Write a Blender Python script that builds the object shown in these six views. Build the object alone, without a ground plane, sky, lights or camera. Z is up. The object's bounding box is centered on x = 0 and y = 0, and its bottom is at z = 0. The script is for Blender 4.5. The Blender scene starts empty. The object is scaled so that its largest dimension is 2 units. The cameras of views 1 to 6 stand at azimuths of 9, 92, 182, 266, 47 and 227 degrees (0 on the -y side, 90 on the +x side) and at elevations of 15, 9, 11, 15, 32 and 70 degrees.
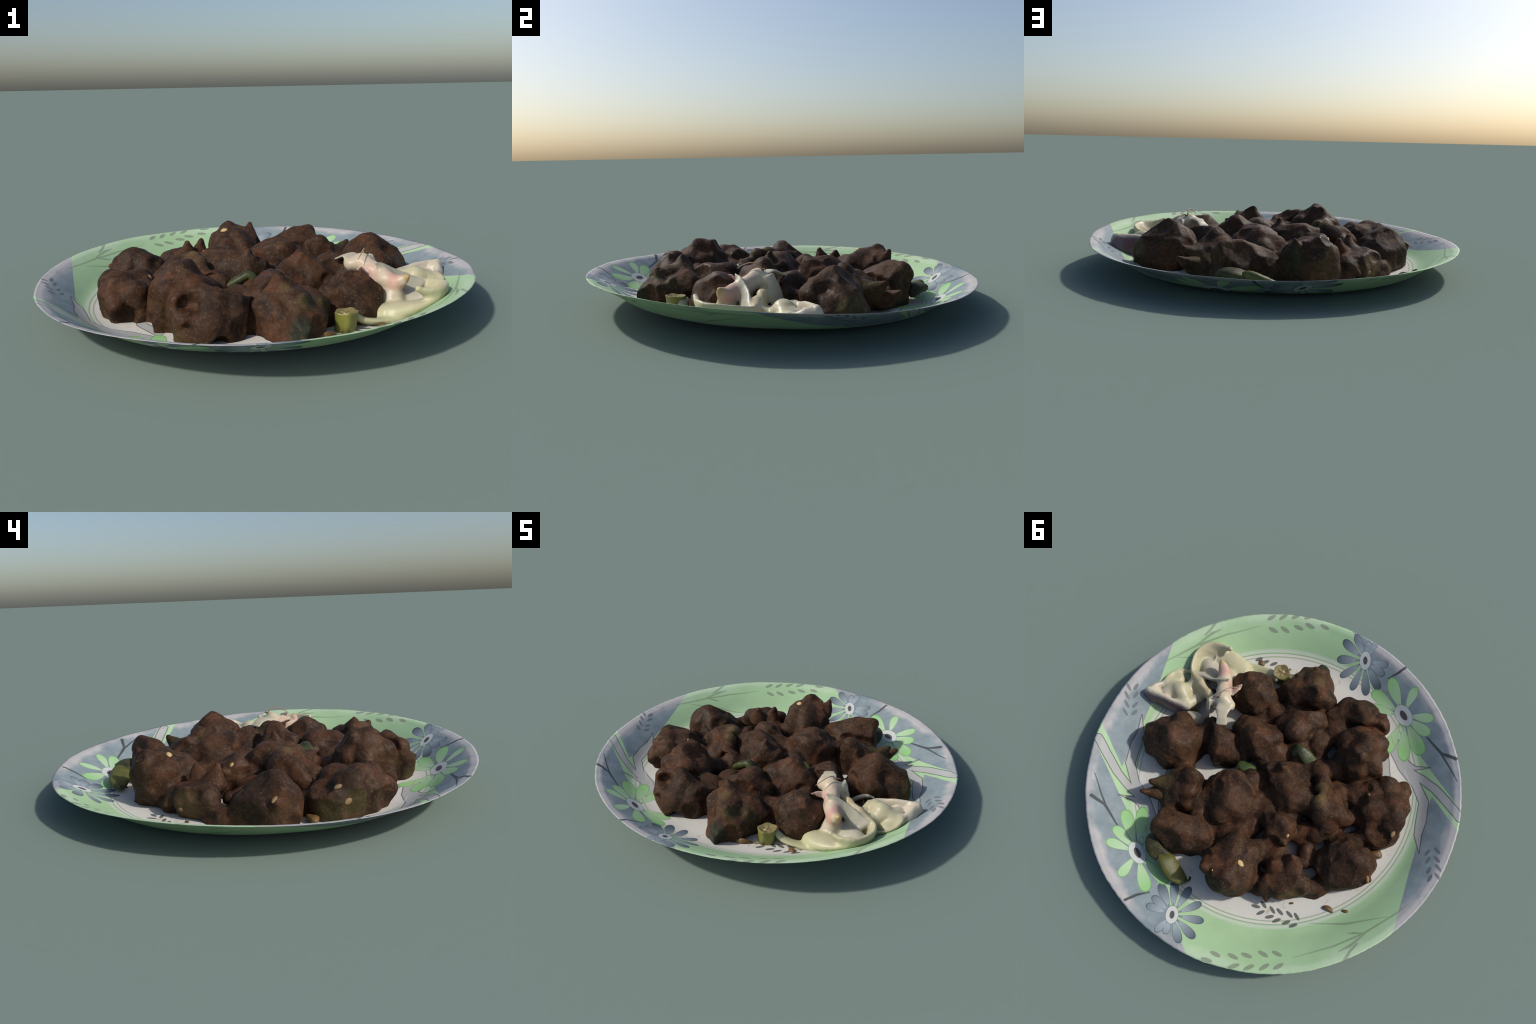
"""A decorated dinner plate heaped with fried, sauce-coated meat chunks,
with a cut onion, okra and green chilli pieces at the side."""
import bpy, math
import numpy as np
from mathutils import Quaternion, Vector
from mathutils.bvhtree import BVHTree

RNG = np.random.default_rng(11)

# ------------------------------------------------------------------ noise
_perm = np.random.default_rng(5).permutation(256)
_grad = np.random.default_rng(6).normal(size=(256, 3))
_grad /= np.linalg.norm(_grad, axis=1)[:, None]


def perlin(P, freq=1.0, seed=0):
    P = np.asarray(P, float) * freq + seed * 17.31
    i = np.floor(P).astype(int)
    f = P - i
    w = f * f * f * (f * (f * 6 - 15) + 10)
    out = np.zeros(len(P))
    for dx in (0, 1):
        for dy in (0, 1):
            for dz in (0, 1):
                h = _perm[(_perm[(_perm[(i[:, 0] + dx) & 255] + i[:, 1] + dy) & 255] + i[:, 2] + dz) & 255]
                g = _grad[h]
                d = f - np.array([dx, dy, dz])
                ww = (w[:, 0] if dx else 1 - w[:, 0]) * (w[:, 1] if dy else 1 - w[:, 1]) * (w[:, 2] if dz else 1 - w[:, 2])
                out += ww * (g * d).sum(1)
    return out


def smooth01(a, b, x):
    t = np.clip((x - a) / (b - a), 0, 1)
    return t * t * (3 - 2 * t)


# ------------------------------------------------------- plate shape (rule)
PROFILE = np.array([(0, .021), (.50, .0205), (.62, .0220), (.68, .0250), (.72, .0290), (.76, .0375), (.81, .0560),
                    (.85, .0800), (.89, .1040), (.94, .1310), (.965, .1440), (1.0, .1560), (1.05, .172)])


def _spline(xs, ys, x):
    """Monotone-ish cubic Hermite through the profile points."""
    m = np.gradient(ys, xs)
    k = np.clip(np.searchsorted(xs, x) - 1, 0, len(xs) - 2)
    h = xs[k + 1] - xs[k]
    t = np.clip((x - xs[k]) / h, 0, 1)
    return ((2 * t**3 - 3 * t**2 + 1) * ys[k] + (t**3 - 2 * t**2 + t) * h * m[k]
            + (-2 * t**3 + 3 * t**2) * ys[k + 1] + (t**3 - t**2) * h * m[k + 1])


def plate_z(x, y):
    """Top surface of the plate: dished profile, tilted, slightly warped at the rim."""
    x, y = np.asarray(x, float), np.asarray(y, float)
    r, th = np.hypot(x, y), np.arctan2(y, x)
    s2 = .0116 * np.sin(2 * th)
    warp = -np.maximum(s2, 0) * smooth01(.58, .84, r) + np.maximum(-s2, 0) * smooth01(.74, .98, r)
    warp = warp - .002 * np.cos(th + .9) * smooth01(.60, .76, r) * (1 - smooth01(.86, .98, r))
    warp = warp + (.0014 * np.cos(2 * th) - .003 * np.sin(4 * th)) * smooth01(.7, 1.0, r)
    lip = .0022 * np.exp(-((r - .966) / .006) ** 2)
    return _spline(PROFILE[:, 0], PROFILE[:, 1], r) + .017 * x - .0238 * y + warp + lip


# ---------------------------------------------------------- mesh utilities
def new_object(name, verts, faces, mat=None, parent=None, smooth=True):
    me = bpy.data.meshes.new(name)
    me.from_pydata([tuple(v) for v in np.asarray(verts).tolist()], [], [tuple(f) for f in faces])
    me.update()
    if smooth:
        me.shade_smooth()
    if mat:
        me.materials.append(mat)
    ob = bpy.data.objects.new(name, me)
    bpy.context.scene.collection.objects.link(ob)
    if parent:
        ob.parent = parent
    return ob


def empty(name, label, category, loc=(0, 0, 0)):
    ob = bpy.data.objects.new(name, None)
    bpy.context.scene.collection.objects.link(ob)
    ob["label"], ob["category"] = label, category
    return ob


class Field:
    """A signed-distance grid into which rounded cones are melted."""

    def __init__(self, lo, hi, h):
        self.lo, self.h = np.array(lo, float), h
        self.n = np.ceil((np.array(hi) - self.lo) / h).astype(int) + 1
        self.F = np.full(self.n, .2, np.float32)
        self.best = np.full(self.n, .2, np.float32)
        self.lab = np.zeros(self.n, np.int16)
        self.ax = [self.lo[k] + h * np.arange(self.n[k]) for k in range(3)]

    def box(self, lo, hi):
        a = np.clip(np.floor((np.array(lo) - self.lo) / self.h).astype(int), 0, self.n)
        b = np.clip(np.ceil((np.array(hi) - self.lo) / self.h).astype(int) + 1, 0, self.n)
        s = tuple(slice(int(i), int(j)) for i, j in zip(a, b))
        X = np.meshgrid(*[self.ax[k][s[k]] for k in range(3)], indexing="ij")
        return s, X

    def cone_distance(self, X, a, ra, b, rb):
        a, b = np.array(a, float), np.array(b, float)
        d = b - a
        L = max(float(d @ d), 1e-9)
        t = np.clip(((X[0] - a[0]) * d[0] + (X[1] - a[1]) * d[1] + (X[2] - a[2]) * d[2]) / L, 0, 1)
        return np.sqrt((X[0] - a[0] - t * d[0])**2 + (X[1] - a[1] - t * d[1])**2 + (X[2] - a[2] - t * d[2])**2) - (ra + t * (rb - ra))

    @staticmethod
    def smin(a, b, k):
        h = np.clip(.5 + .5 * (b - a) / k, 0, 1)
        return b + (a - b) * h - k * h * (1 - h)

    @staticmethod
    def faceted_hull(X, cones, seed, facets=20, k=.003):
        """Soft-edged polytope around the lumps: gives the flat bitten faces and blunt ridges of cut meat."""
        n = np.random.default_rng(100 + seed).normal(size=(facets, 3))
        n[:, 2] = np.where(n[:, 2] < -.3, -n[:, 2], n[:, 2])
        n /= np.linalg.norm(n, axis=1)[:, None]
        C = np.array([c[0] for c in cones] + [c[2] for c in cones])
        R = np.array([c[1] for c in cones] + [c[3] for c in cones])
        H = None
        for d in n:
            plane = X[0] * d[0] + X[1] * d[1] + X[2] * d[2] - np.max(C @ d + R)
            H = plane if H is None else -Field.smin(-H, -plane, k)
        return H

    @staticmethod
    def ribbon_distance(X, spine, half_width, half_thick, across, rows=40):
        """Distance (near enough) to a flat strip with an elliptical section swept along a spine."""
        C, W, T, A, B, tan = sweep_frame(spine, half_width, half_thick, across, rows)
        P = np.stack([x.ravel() for x in X], 1)
        best = np.full(len(P), 1e9)
        pick = np.zeros(len(P), int)
        for k in range(rows):
            d = ((P - C[k])**2).sum(1)
            m = d < best
            best[m], pick[m] = d[m], k
        q = P - C[pick]
        u, v, w = (q * A[pick]).sum(1) / W[pick], (q * B[pick]).sum(1) / T[pick], (q * tan[pick]).sum(1)
        step = np.linalg.norm(C[1] - C[0])
        w = np.maximum(np.abs(w) - step, 0) / T[pick]
        rho = np.sqrt(u * u + v * v + w * w) + 1e-6
        grad = np.sqrt((u / W[pick])**2 + (v / T[pick])**2 + (w / T[pick])**2) / rho + 1e-6
        return ((rho - 1) / grad).reshape(X[0].shape)

    def add_group(self, parts, label, k_in, k_out, hull=0, scoops=0, grow=0):
        pad = .07
        cones = [p for p in parts if len(p) == 4 and np.ndim(p[1]) == 0]
        strips = [p for p in parts if np.ndim(p[1]) == 1]
        ends = [np.array(c[m]) + sgn * c[m + 1] for c in cones for m in (0, 2) for sgn in (-1, 1)]
        ends += [np.array(q) + sgn * w for sp, hw, *_ in strips for q, w in zip(sp, hw) for sgn in (-1, 1)]
        s, X = self.box(np.min(ends, axis=0) - pad, np.max(ends, axis=0) + pad)
        G = np.full(X[0].shape, .2, np.float32)
        thin = [c for c in cones if c[3] < .0185 and hull]
        for a, ra, b, rb in cones:
            if (a, ra, b, rb) in thin:
                continue
            G = self.smin(G, self.cone_distance(X, a, ra, b, rb), min(k_in, 1.6 * min(ra, rb) + .004))
        for st in strips:
            G = self.smin(G, self.ribbon_distance(X, *st), k_in * .6)
        if hull:
            G = (1 - hull) * G + hull * self.faceted_hull(X, [c for c in cones if c[3] > .02], label)
        G = G - grow
        if scoops:
            # bitten hollows between the peaks leave blunt ridges
            rng = np.random.default_rng(300 + label)
            tops = np.array([c[2] for c in cones])
            mid = np.append(tops[:, :2].mean(0), .07)
            peaks = np.array([np.array(c[2]) + [0, 0, c[3]] for c in cones if c[2][2] + c[3] > max(q[2][2] + q[3] for q in cones) - .02 or c[3] < .02])
            done = 0
            for _ in range(scoops * 4):
                d = rng.normal(size=3) * [1, 1, .8]
                d[2] = abs(d[2]) * rng.choice([1, 1, -.15])
                d /= np.linalg.norm(d)
                ray = mid + np.linspace(.02, .30, 80)[:, None] * d
                g = np.round((ray - self.lo) / self.h).astype(int) - np.array([q.start for q in s])
                ok = ((g >= 0) & (g < np.array(G.shape))).all(1)
                val = np.where(ok, G[tuple(np.clip(g, 0, np.array(G.shape) - 1).T)], 1)
                hit = np.argmax(val > 0)
                p = ray[hit]
                if val[hit] > .15 or np.min(np.linalg.norm(peaks - p, axis=1)) < .034:
                    continue
                R, depth = (rng.uniform(.16, .40), rng.uniform(.008, .016)) if done % 2 else (rng.uniform(.06, .13), rng.uniform(.009, .018))
                c = p + d * (R - depth)
                sph = np.sqrt((X[0] - c[0])**2 + (X[1] - c[1])**2 + (X[2] - c[2])**2) - R
                G = -self.smin(-G, sph, .003)
                done += 1
                if done >= scoops:
                    break
        for a, ra, b, rb in thin:
            G = self.smin(G, self.cone_distance(X, a, ra, b, rb), .018)
        closer = G < self.best[s]
        self.best[s] = np.where(closer, G, self.best[s])
        self.lab[s] = np.where(closer, label, self.lab[s])
        self.F[s] = self.smin(self.F[s], G, k_out)

    def dig(self, a, ra, b, rb, k=.012):
        lo = np.minimum(np.array(a) - ra, np.array(b) - rb) - .04
        hi = np.maximum(np.array(a) + ra, np.array(b) + rb) + .04
        s, X = self.box(lo, hi)
        self.F[s] = -self.smin(-self.F[s], self.cone_distance(X, a, ra, b, rb), k)

    def clip_below_plate(self, depth):
        s, X = self.box(self.ax_lo(), self.ax_hi())
        self.F = np.maximum(self.F, (plate_z(X[0][:, :, 0], X[1][:, :, 0]) - depth)[:, :, None] - X[2]).astype(np.float32)

    def ax_lo(self):
        return [a[0] for a in self.ax]

    def ax_hi(self):
        return [a[-1] for a in self.ax]

    def surface(self):
        """Naive surface nets; returns vertices, quads and the label of each quad."""
        F, n = self.F, self.n
        inside = F < 0
        c = np.zeros(np.array(n) - 1, np.int8)
        for dx in (0, 1):
            for dy in (0, 1):
                for dz in (0, 1):
                    c += inside[dx:n[0] - 1 + dx, dy:n[1] - 1 + dy, dz:n[2] - 1 + dz]
        cell = np.argwhere((c > 0) & (c < 8))
        idx = np.full(c.shape, -1, np.int64)
        idx[tuple(cell.T)] = np.arange(len(cell))
        acc, cnt = np.zeros((len(cell), 3)), np.zeros(len(cell))
        corner = [np.array([i, j, k]) for i in (0, 1) for j in (0, 1) for k in (0, 1)]
        for p in corner:
            for axis in range(3):
                if p[axis] == 0:
                    q = p.copy()
                    q[axis] = 1
                    fa, fb = F[tuple((cell + p).T)], F[tuple((cell + q).T)]
                    m = (fa < 0) != (fb < 0)
                    t = np.where(m, fa / np.where(m, fa - fb, 1), 0)
                    pos = p + t[:, None] * (q - p)
                    acc[m] += pos[m]
                    cnt[m] += 1
        V = self.lo + self.h * (cell + acc / cnt[:, None])
        quads, labs = [], []
        for axis in range(3):
            u, v = (axis + 1) % 3, (axis + 2) % 3
            sl0 = [slice(None)] * 3
            sl1 = [slice(None)] * 3
            sl0[axis], sl1[axis] = slice(0, -1), slice(1, None)
            a, b = inside[tuple(sl0)], inside[tuple(sl1)]
            e = np.argwhere(a != b)
            e = e[(e[:, u] > 0) & (e[:, v] > 0) & (e[:, u] < n[u] - 1) & (e[:, v] < n[v] - 1)]
            du, dv = np.zeros(3, int), np.zeros(3, int)
            du[u], dv[v] = 1, 1
            q = np.stack([idx[tuple((e - du - dv).T)], idx[tuple((e - dv).T)], idx[tuple(e.T)], idx[tuple((e - du).T)]], 1)
            flip = ~a[tuple(e.T)]
            q[flip] = q[flip][:, ::-1]
            quads.append(q)
            labs.append(self.lab[tuple(e.T)])
        return V, np.vstack(quads), np.concatenate(labs)


def vertex_normals(V, Q):
    n = np.cross(V[Q[:, 2]] - V[Q[:, 0]], V[Q[:, 3]] - V[Q[:, 1]])
    N = np.zeros_like(V)
    for k in range(4):
        np.add.at(N, Q[:, k], n)
    return N / np.maximum(np.linalg.norm(N, axis=1), 1e-12)[:, None]


def relax(V, Q, steps, lam=.5):
    e = np.vstack([Q[:, [k, (k + 1) % 4]] for k in range(4)])
    deg = np.zeros(len(V))
    np.add.at(deg, e[:, 0], 1)
    np.add.at(deg, e[:, 1], 1)
    for s in range(steps):
        S = np.zeros_like(V)
        np.add.at(S, e[:, 0], V[e[:, 1]])
        np.add.at(S, e[:, 1], V[e[:, 0]])
        f = lam if s % 2 == 0 else -lam * 1.02
        V = V + f * (S / deg[:, None] - V)
    return V


def catmull(P, n):
    P = np.asarray(P, float)
    Q = np.vstack([2 * P[0] - P[1], P, 2 * P[-1] - P[-2]])
    t = np.linspace(0, len(P) - 1 - 1e-9, n)
    i = t.astype(int)
    f = (t - i)[:, None]
    a, b, c, d = Q[i], Q[i + 1], Q[i + 2], Q[i + 3]
    return .5 * (2 * b + (c - a) * f + (2 * a - 5 * b + 4 * c - d) * f**2 + (3 * b - a - 3 * c + d) * f**3)


def sweep_frame(spine, half_width, half_thick, across, rows):
    k = len(spine)
    half_width = np.broadcast_to(np.asarray(half_width, float), (k,))
    half_thick = np.broadcast_to(np.asarray(half_thick, float), (k,))
    across = np.broadcast_to(np.asarray(across, float), (k, 3))
    D = catmull(np.column_stack([spine, half_width, half_thick, across]), rows)
    C, W, T, A = D[:, :3], D[:, 3], D[:, 4], D[:, 5:8]
    tan = np.gradient(C, axis=0)
    tan /= np.linalg.norm(tan, axis=1)[:, None]
    A = A - (A * tan).sum(1)[:, None] * tan
    A /= np.linalg.norm(A, axis=1)[:, None]
    return C, W, T, A, np.cross(tan, A), tan


def ribbon(name, spine, half_width, half_thick, across, mat, parent, rows=44, ring=22, power=.75, bumps=.0025, tip=(.12, .12)):
    """A thick strip swept along a spine.  half_width/half_thick are per control point,
    `across` gives the direction of the width (per control point or one for all)."""
    C, W, T, A, B, tan = sweep_frame(spine, half_width, half_thick, across, rows)
    s = np.linspace(0, 1, rows)
    end = np.sqrt(np.clip(1 - np.clip(1 - s / tip[0], 0, 1)**2, .0004, 1)) * np.sqrt(np.clip(1 - np.clip(1 - (1 - s) / tip[1], 0, 1)**2, .0004, 1))
    verts = []
    for j in range(rows):
        for q in range(ring):
            a = math.tau * q / ring
            ca, sa = math.cos(a), math.sin(a)
            ca, sa = math.copysign(abs(ca)**power, ca), math.copysign(abs(sa)**power, sa)
            verts.append(C[j] + end[j] * (W[j] * ca * A[j] + T[j] * sa * B[j]))
    V = np.array(verts)
    V += bumps * np.stack([perlin(V, 22, s + 3) for s in range(3)], 1)
    V[:, 2] = np.maximum(V[:, 2], plate_z(V[:, 0], V[:, 1]) - .0014)
    F = [(j * ring + q, j * ring + (q + 1) % ring, (j + 1) * ring + (q + 1) % ring, (j + 1) * ring + q) for j in range(rows - 1) for q in range(ring)]
    F += [tuple(range(ring))[::-1], tuple((rows - 1) * ring + q for q in range(ring))]
    return new_object(name, V, F, mat, parent)


def tube(points, radii, rows=24, ring=8):
    D = catmull(np.column_stack([points, np.broadcast_to(radii, (len(points),))]), rows)
    C, R = D[:, :3], D[:, 3]
    tan = np.gradient(C, axis=0)
    ref = np.array([.31, .22, .92])
    A = np.cross(tan, ref)
    A /= np.linalg.norm(A, axis=1)[:, None]
    B = np.cross(tan, A)
    B /= np.linalg.norm(B, axis=1)[:, None]
    V = np.vstack([C[j] + R[j] * (math.cos(math.tau * q / ring) * A[j] + math.sin(math.tau * q / ring) * B[j]) for j in range(rows) for q in range(ring)])
    F = [(j * ring + q, (j + 1) * ring + q, (j + 1) * ring + (q + 1) % ring, j * ring + (q + 1) % ring) for j in range(rows - 1) for q in range(ring)]
    F += [tuple(range(ring)), tuple((rows - 1) * ring + q for q in range(ring))[::-1]]
    return V, F


# --------------------------------------------------- node expression helper
class X:
    """Arithmetic on shader sockets: every operation makes a Math node."""
    tree = None

    def __init__(self, s):
        self.s = s

    @staticmethod
    def op(kind, *args, clamp=False):
        n = X.tree.nodes.new("ShaderNodeMath")
        n.operation, n.use_clamp = kind, clamp
        for i, a in enumerate(args):
            if isinstance(a, X):
                X.tree.links.new(a.s, n.inputs[i])
            else:
                n.inputs[i].default_value = float(a)
        return X(n.outputs[0])

    def __add__(self, o): return X.op("ADD", self, o)
    __radd__ = __add__
    def __sub__(self, o): return X.op("SUBTRACT", self, o)
    def __rsub__(self, o): return X.op("SUBTRACT", o, self)
    def __mul__(self, o): return X.op("MULTIPLY", self, o)
    __rmul__ = __mul__
    def __truediv__(self, o): return X.op("DIVIDE", self, o)
    def __neg__(self): return X.op("MULTIPLY", self, -1)


def xmin(a, b): return b if a is None else X.op("MINIMUM", a, b)
def xmax(a, b): return b if a is None else X.op("MAXIMUM", a, b)
def xmad(a, b, c): return X.op("MULTIPLY_ADD", a, b, c)
def xsqrt(a): return X.op("SQRT", a)
def xabs(a): return X.op("ABSOLUTE", a)


def below(x, edge, soft):
    """1 where x < edge, with a soft border."""
    return X.op("MULTIPLY_ADD", x, -1.0 / soft, edge / soft + .5, clamp=True)


def above(x, edge, soft):
    return X.op("MULTIPLY_ADD", x, 1.0 / soft, .5 - edge / soft, clamp=True)


class Mat:
    def __init__(self, name):
        self.m = bpy.data.materials.new(name)
        self.m.use_nodes = True
        X.tree = self.t = self.m.node_tree
        self.bsdf = self.t.nodes["Principled BSDF"]
        self.co = self.t.nodes.new("ShaderNodeTexCoord").outputs["Object"]

    def xyz(self):
        n = self.t.nodes.new("ShaderNodeSeparateXYZ")
        self.t.links.new(self.co, n.inputs[0])
        return [X(o) for o in n.outputs]

    def noise(self, scale, detail=3, rough=.55, distortion=0, seed=0, vec=None):
        n = self.t.nodes.new("ShaderNodeTexNoise")
        n.noise_dimensions = "4D"
        n.inputs["W"].default_value = seed
        self.t.links.new(vec or self.co, n.inputs["Vector"])
        n.inputs["Scale"].default_value, n.inputs["Detail"].default_value = scale, detail
        n.inputs["Roughness"].default_value, n.inputs["Distortion"].default_value = rough, distortion
        return X(n.outputs[0])

    def voronoi(self, scale, out="Distance", randomness=1.0):
        n = self.t.nodes.new("ShaderNodeTexVoronoi")
        self.t.links.new(self.co, n.inputs["Vector"])
        n.inputs["Scale"].default_value = scale
        n.inputs["Randomness"].default_value = randomness
        return n.outputs[out]

    def mix(self, fac, a, b):
        n = self.t.nodes.new("ShaderNodeMix")
        n.data_type = "RGBA"
        for sock, v in ((n.inputs[0], fac), (n.inputs[6], a), (n.inputs[7], b)):
            if isinstance(v, X):
                self.t.links.new(v.s, sock)
            elif isinstance(v, bpy.types.NodeSocket):
                self.t.links.new(v, sock)
            elif isinstance(v, (int, float)):
                sock.default_value = v
            else:
                sock.default_value = (*v, 1)
        return n.outputs[2]

    def near(self, p, r, soft, wobble=None):
        """1 inside a ball around p (object space)."""
        n = self.t.nodes.new("ShaderNodeVectorMath")
        n.operation = "DISTANCE"
        self.t.links.new(self.co, n.inputs[0])
        n.inputs[1].default_value = p
        d = X(n.outputs["Value"])
        if wobble is not None:
            d = d + wobble
        return below(d, r, soft)

    def bump(self, height, strength, distance):
        n = self.t.nodes.new("ShaderNodeBump")
        n.inputs["Strength"].default_value, n.inputs["Distance"].default_value = strength, distance
        self.t.links.new(height.s, n.inputs["Height"])
        self.t.links.new(n.outputs[0], self.bsdf.inputs["Normal"])

    def finish(self, colour, rough=.5, spec=.5, **more):
        for key, v in (("Base Color", colour), ("Roughness", rough), ("Specular IOR Level", spec), *more.items()):
            sock = self.bsdf.inputs[key.replace("_", " ")]
            if isinstance(v, X):
                self.t.links.new(v.s, sock)
            elif isinstance(v, bpy.types.NodeSocket):
                self.t.links.new(v, sock)
            elif isinstance(v, tuple):
                sock.default_value = (*v, 1)
            else:
                sock.default_value = v
        return self.m


# ------------------------------------------------------------- plate print
def plate_material():
    M = Mat("printed_glaze")
    x, y, z = M.xyz()
    soft = .004
    wob = (M.noise(9, 2) - .5) * .006

    # the print has two-fold symmetry about a point near the middle
    px, py = x + .001 + wob, y + .013 + wob

    def half_turn(angle):
        c, s = math.cos(math.radians(angle)), math.sin(math.radians(angle))
        sg = X.op("SIGN", xmad(px, -s, py * c))
        return px * sg, py * sg

    qx, qy = half_turn(-13)
    bx, by = half_turn(40)

    def dist(ax, ay, cx, cy):
        dx, dy = ax - cx, ay - cy
        return xsqrt(xmad(dx, dx, dy * dy)), dx, dy

    def ell(dx, dy, c0, sa, sb, ang):
        """squared normalised distance to an ellipse whose centre lies c0 along its own axis"""
        c, s = math.cos(math.radians(ang)), math.sin(math.radians(ang))
        a = xmad(dx, c / sa, xmad(dy, s / sa, -c0 / sa))
        b = xmad(dx, -s / sb, dy * (c / sb))
        return xmad(a, a, b * b)

    def drop(dx, dy, c0, sa, sb, ang):
        """like ell, but narrow at the base and broad at the tip"""
        c, s = math.cos(math.radians(ang)), math.sin(math.radians(ang))
        a = xmad(dx, c / sa, xmad(dy, s / sa, -c0 / sa))
        b = xmad(dx, -s / sb, dy * (c / sb)) / X.op("MAXIMUM", xmad(a, .50, .82), .12)
        return xmad(a, a, b * b)

    def segs(ax, ay, pts):
        """signed distance to a chain of tapering strokes (x, y, half width)"""
        best = None
        for (x0, y0, r0), (x1, y1, r1) in zip(pts[:-1], pts[1:]):
            ex, ey = x1 - x0, y1 - y0
            L2 = ex * ex + ey * ey
            t = X.op("MULTIPLY_ADD", ax, ex / L2, xmad(ay, ey / L2, -(x0 * ex + y0 * ey) / L2), clamp=True)
            dx, dy = xmad(t, -ex, ax - x0), xmad(t, -ey, ay - y0)
            d = xmad(t, -(r1 - r0), xsqrt(xmad(dx, dx, dy * dy)) - r0)
            best = xmin(best, d)
        return best

    cloud = M.noise(7, 4, .6, seed=2)
    fine = M.noise(45, 3, .6, seed=4)
    r0 = xsqrt(xmad(x, x, y * y))

    # --- grounds
    green = M.mix(cloud, (.295, .45, .245), (.40, .575, .335))
    blue = M.mix(above(M.noise(11, 5, .65, seed=6), .5, .35), (.165, .209, .229), (.25, .302, .318))
    lineA = qy + qx * .304                                   # blue outside the chord behind the flowers
    blueA = above(lineA, .822, soft)
    lineU, lineL = qy + qx * .317, qx * 2.0 + qy             # blue wedge beyond the grey ribbon
    blueB = below(lineU, .757, soft) * above(lineL, 1.842, soft * 2)
    isblue = xmax(blueA, blueB)
    col = M.mix(isblue, green, blue)

    # glare along the rim, baked into the glaze colour as a pale tint
    rimn = M.noise(5, 3, .6, seed=9)
    pale = X.op("MULTIPLY", above(r0 + (rimn - .5) * .11, .955, .03), above(rimn, .42, .25))
    col = M.mix(pale * isblue * .85, col, (.46, .43, .42))
    col = M.mix(pale * (1 - isblue) * .35, col, (.55, .62, .50))

    # --- white well with green rings
    rr, _, _ = dist(x, y, .011, -.027)
    white = M.mix(M.noise(4, 3, seed=12), (.565, .545, .495), (.62, .60, .55))
    pale_ring = M.mix(.45, (.58, .60, .55), (.36, .52, .30))
    nob = 1 - blueA
    col = M.mix(below(rr, .797, .012) * nob, col, pale_ring)
    col = M.mix(below(rr, .772, soft) * nob, col, white)
    for rad in (.757, .776):
        col = M.mix(below(xabs(rr - rad), .0030, .003) * nob * .75, col, (.20, .33, .15))

    # --- grey stems and ribbons with dark outlines
    grey = segs(qx, qy, [(.270, .655, .030), (.33, .625, .036), (.42, .590, .036), (.535, .557, .023), (.636, .506, .024), (.700, .412, .026), (.735, .350, .018), (.807, .276, .001)])
    grey = xmin(grey, segs(qx, qy, [(.42, .600, .03), (.469, .620, .012), (.530, .668, .001)]))
    grey = xmin(grey, segs(qx, qy, [(.45, .588, .02), (.54, .597, .020), (.63, .592, .021), (.83, .546, .023)]))
    grey = xmin(grey, segs(qx, qy, [(.300, .560, .022), (.40, .470, .022), (.47, .36, .010), (.50, .30, .001)]))
    col = M.mix(below(grey, 0, soft), col, M.mix(cloud, (.33, .335, .325), (.44, .44, .425)))
    col = M.mix(below(xabs(grey), .0022, .003) * .85, col, (.045, .045, .045))
    col = M.mix(below(segs(qx, qy, [(.44, .575, .004), (.58, .50, .004), (.68, .36, .003), (.72, .22, .002)]), 0, soft) * .5, col, (.52, .53, .52))

    # --- dark twigs
    twig = segs(qx, qy, [(.283, .784, .003), (.397, .778, .004), (.522, .756, .007), (.596, .776, .010)])
    twig = xmin(twig, segs(qx, qy, [(.520, .754, .005), (.605, .721, .0035), (.687, .686, .002)]))
    twig = xmin(twig, segs(qx, qy, [(.005, .880, .004), (.030, .935, .007), (.041, .988, .007)]))
    col = M.mix(below(twig, 0, soft) * .95, col, (.05, .055, .058))

    # --- thin sprays and little leaves on the rim, and on the well
    spray = segs(bx, by, [(-.735, .565, .001), (-.828, .393, .004), (-.891, .234, .005), (-.935, .045, .003), (-.945, -.03, .001)])
    spray = xmin(spray, segs(bx, by, [(-.835, .29, .001), (-.855, .268, .006), (-.892, .232, .003)]))
    spray = xmin(spray, segs(bx, by, [(-.866, .385, .002), (-.885, .33, .007), (-.896, .230, .003)]))
    spray = xmin(spray, segs(bx, by, [(-.915, .395, .008), (-.904, .345, .006), (-.902, .294, .004)]))
    spray = xmin(spray, segs(bx, by, [(-.670, .384, .001), (-.797, .259, .005), (-.915, .09, .001)]))
    leaf = None
    for lx, ly, ang in ((-.463, .831, 21), (-.529, .776, 20), (-.570, .725, 26), (-.620, .662, 17), (-.666, .611, 24),
                        (-.456, .880, 30), (-.567, .803, 62), (-.622, .754, 69), (-.671, .699, 77), (-.716, .647, 73)):
        leaf = xmin(leaf, ell(bx - lx, by - ly, 0, .029, .0105, ang))
    col = M.mix(below(spray, 0, soft * 1.5) * .6, col, (.15, .165, .12))
    col = M.mix(below(leaf, 1, .4) * .7, col, (.17, .185, .14))
    leaf = None
    for lx, ly, ang in ((.835, .303, 98), (.863, .272, 101), (.901, .232, 106), (.931, .202, 104), (.862, .340, 168), (.891, .303, 165), (.925, .271, 165), (.951, .234, 165)):
        leaf = xmin(leaf, ell(qx - lx, qy - ly, 0, .0225, .0082, ang))
    col = M.mix(below(leaf, 1, .4) * .75, col, (.10, .115, .125))
    leaf = None
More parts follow.
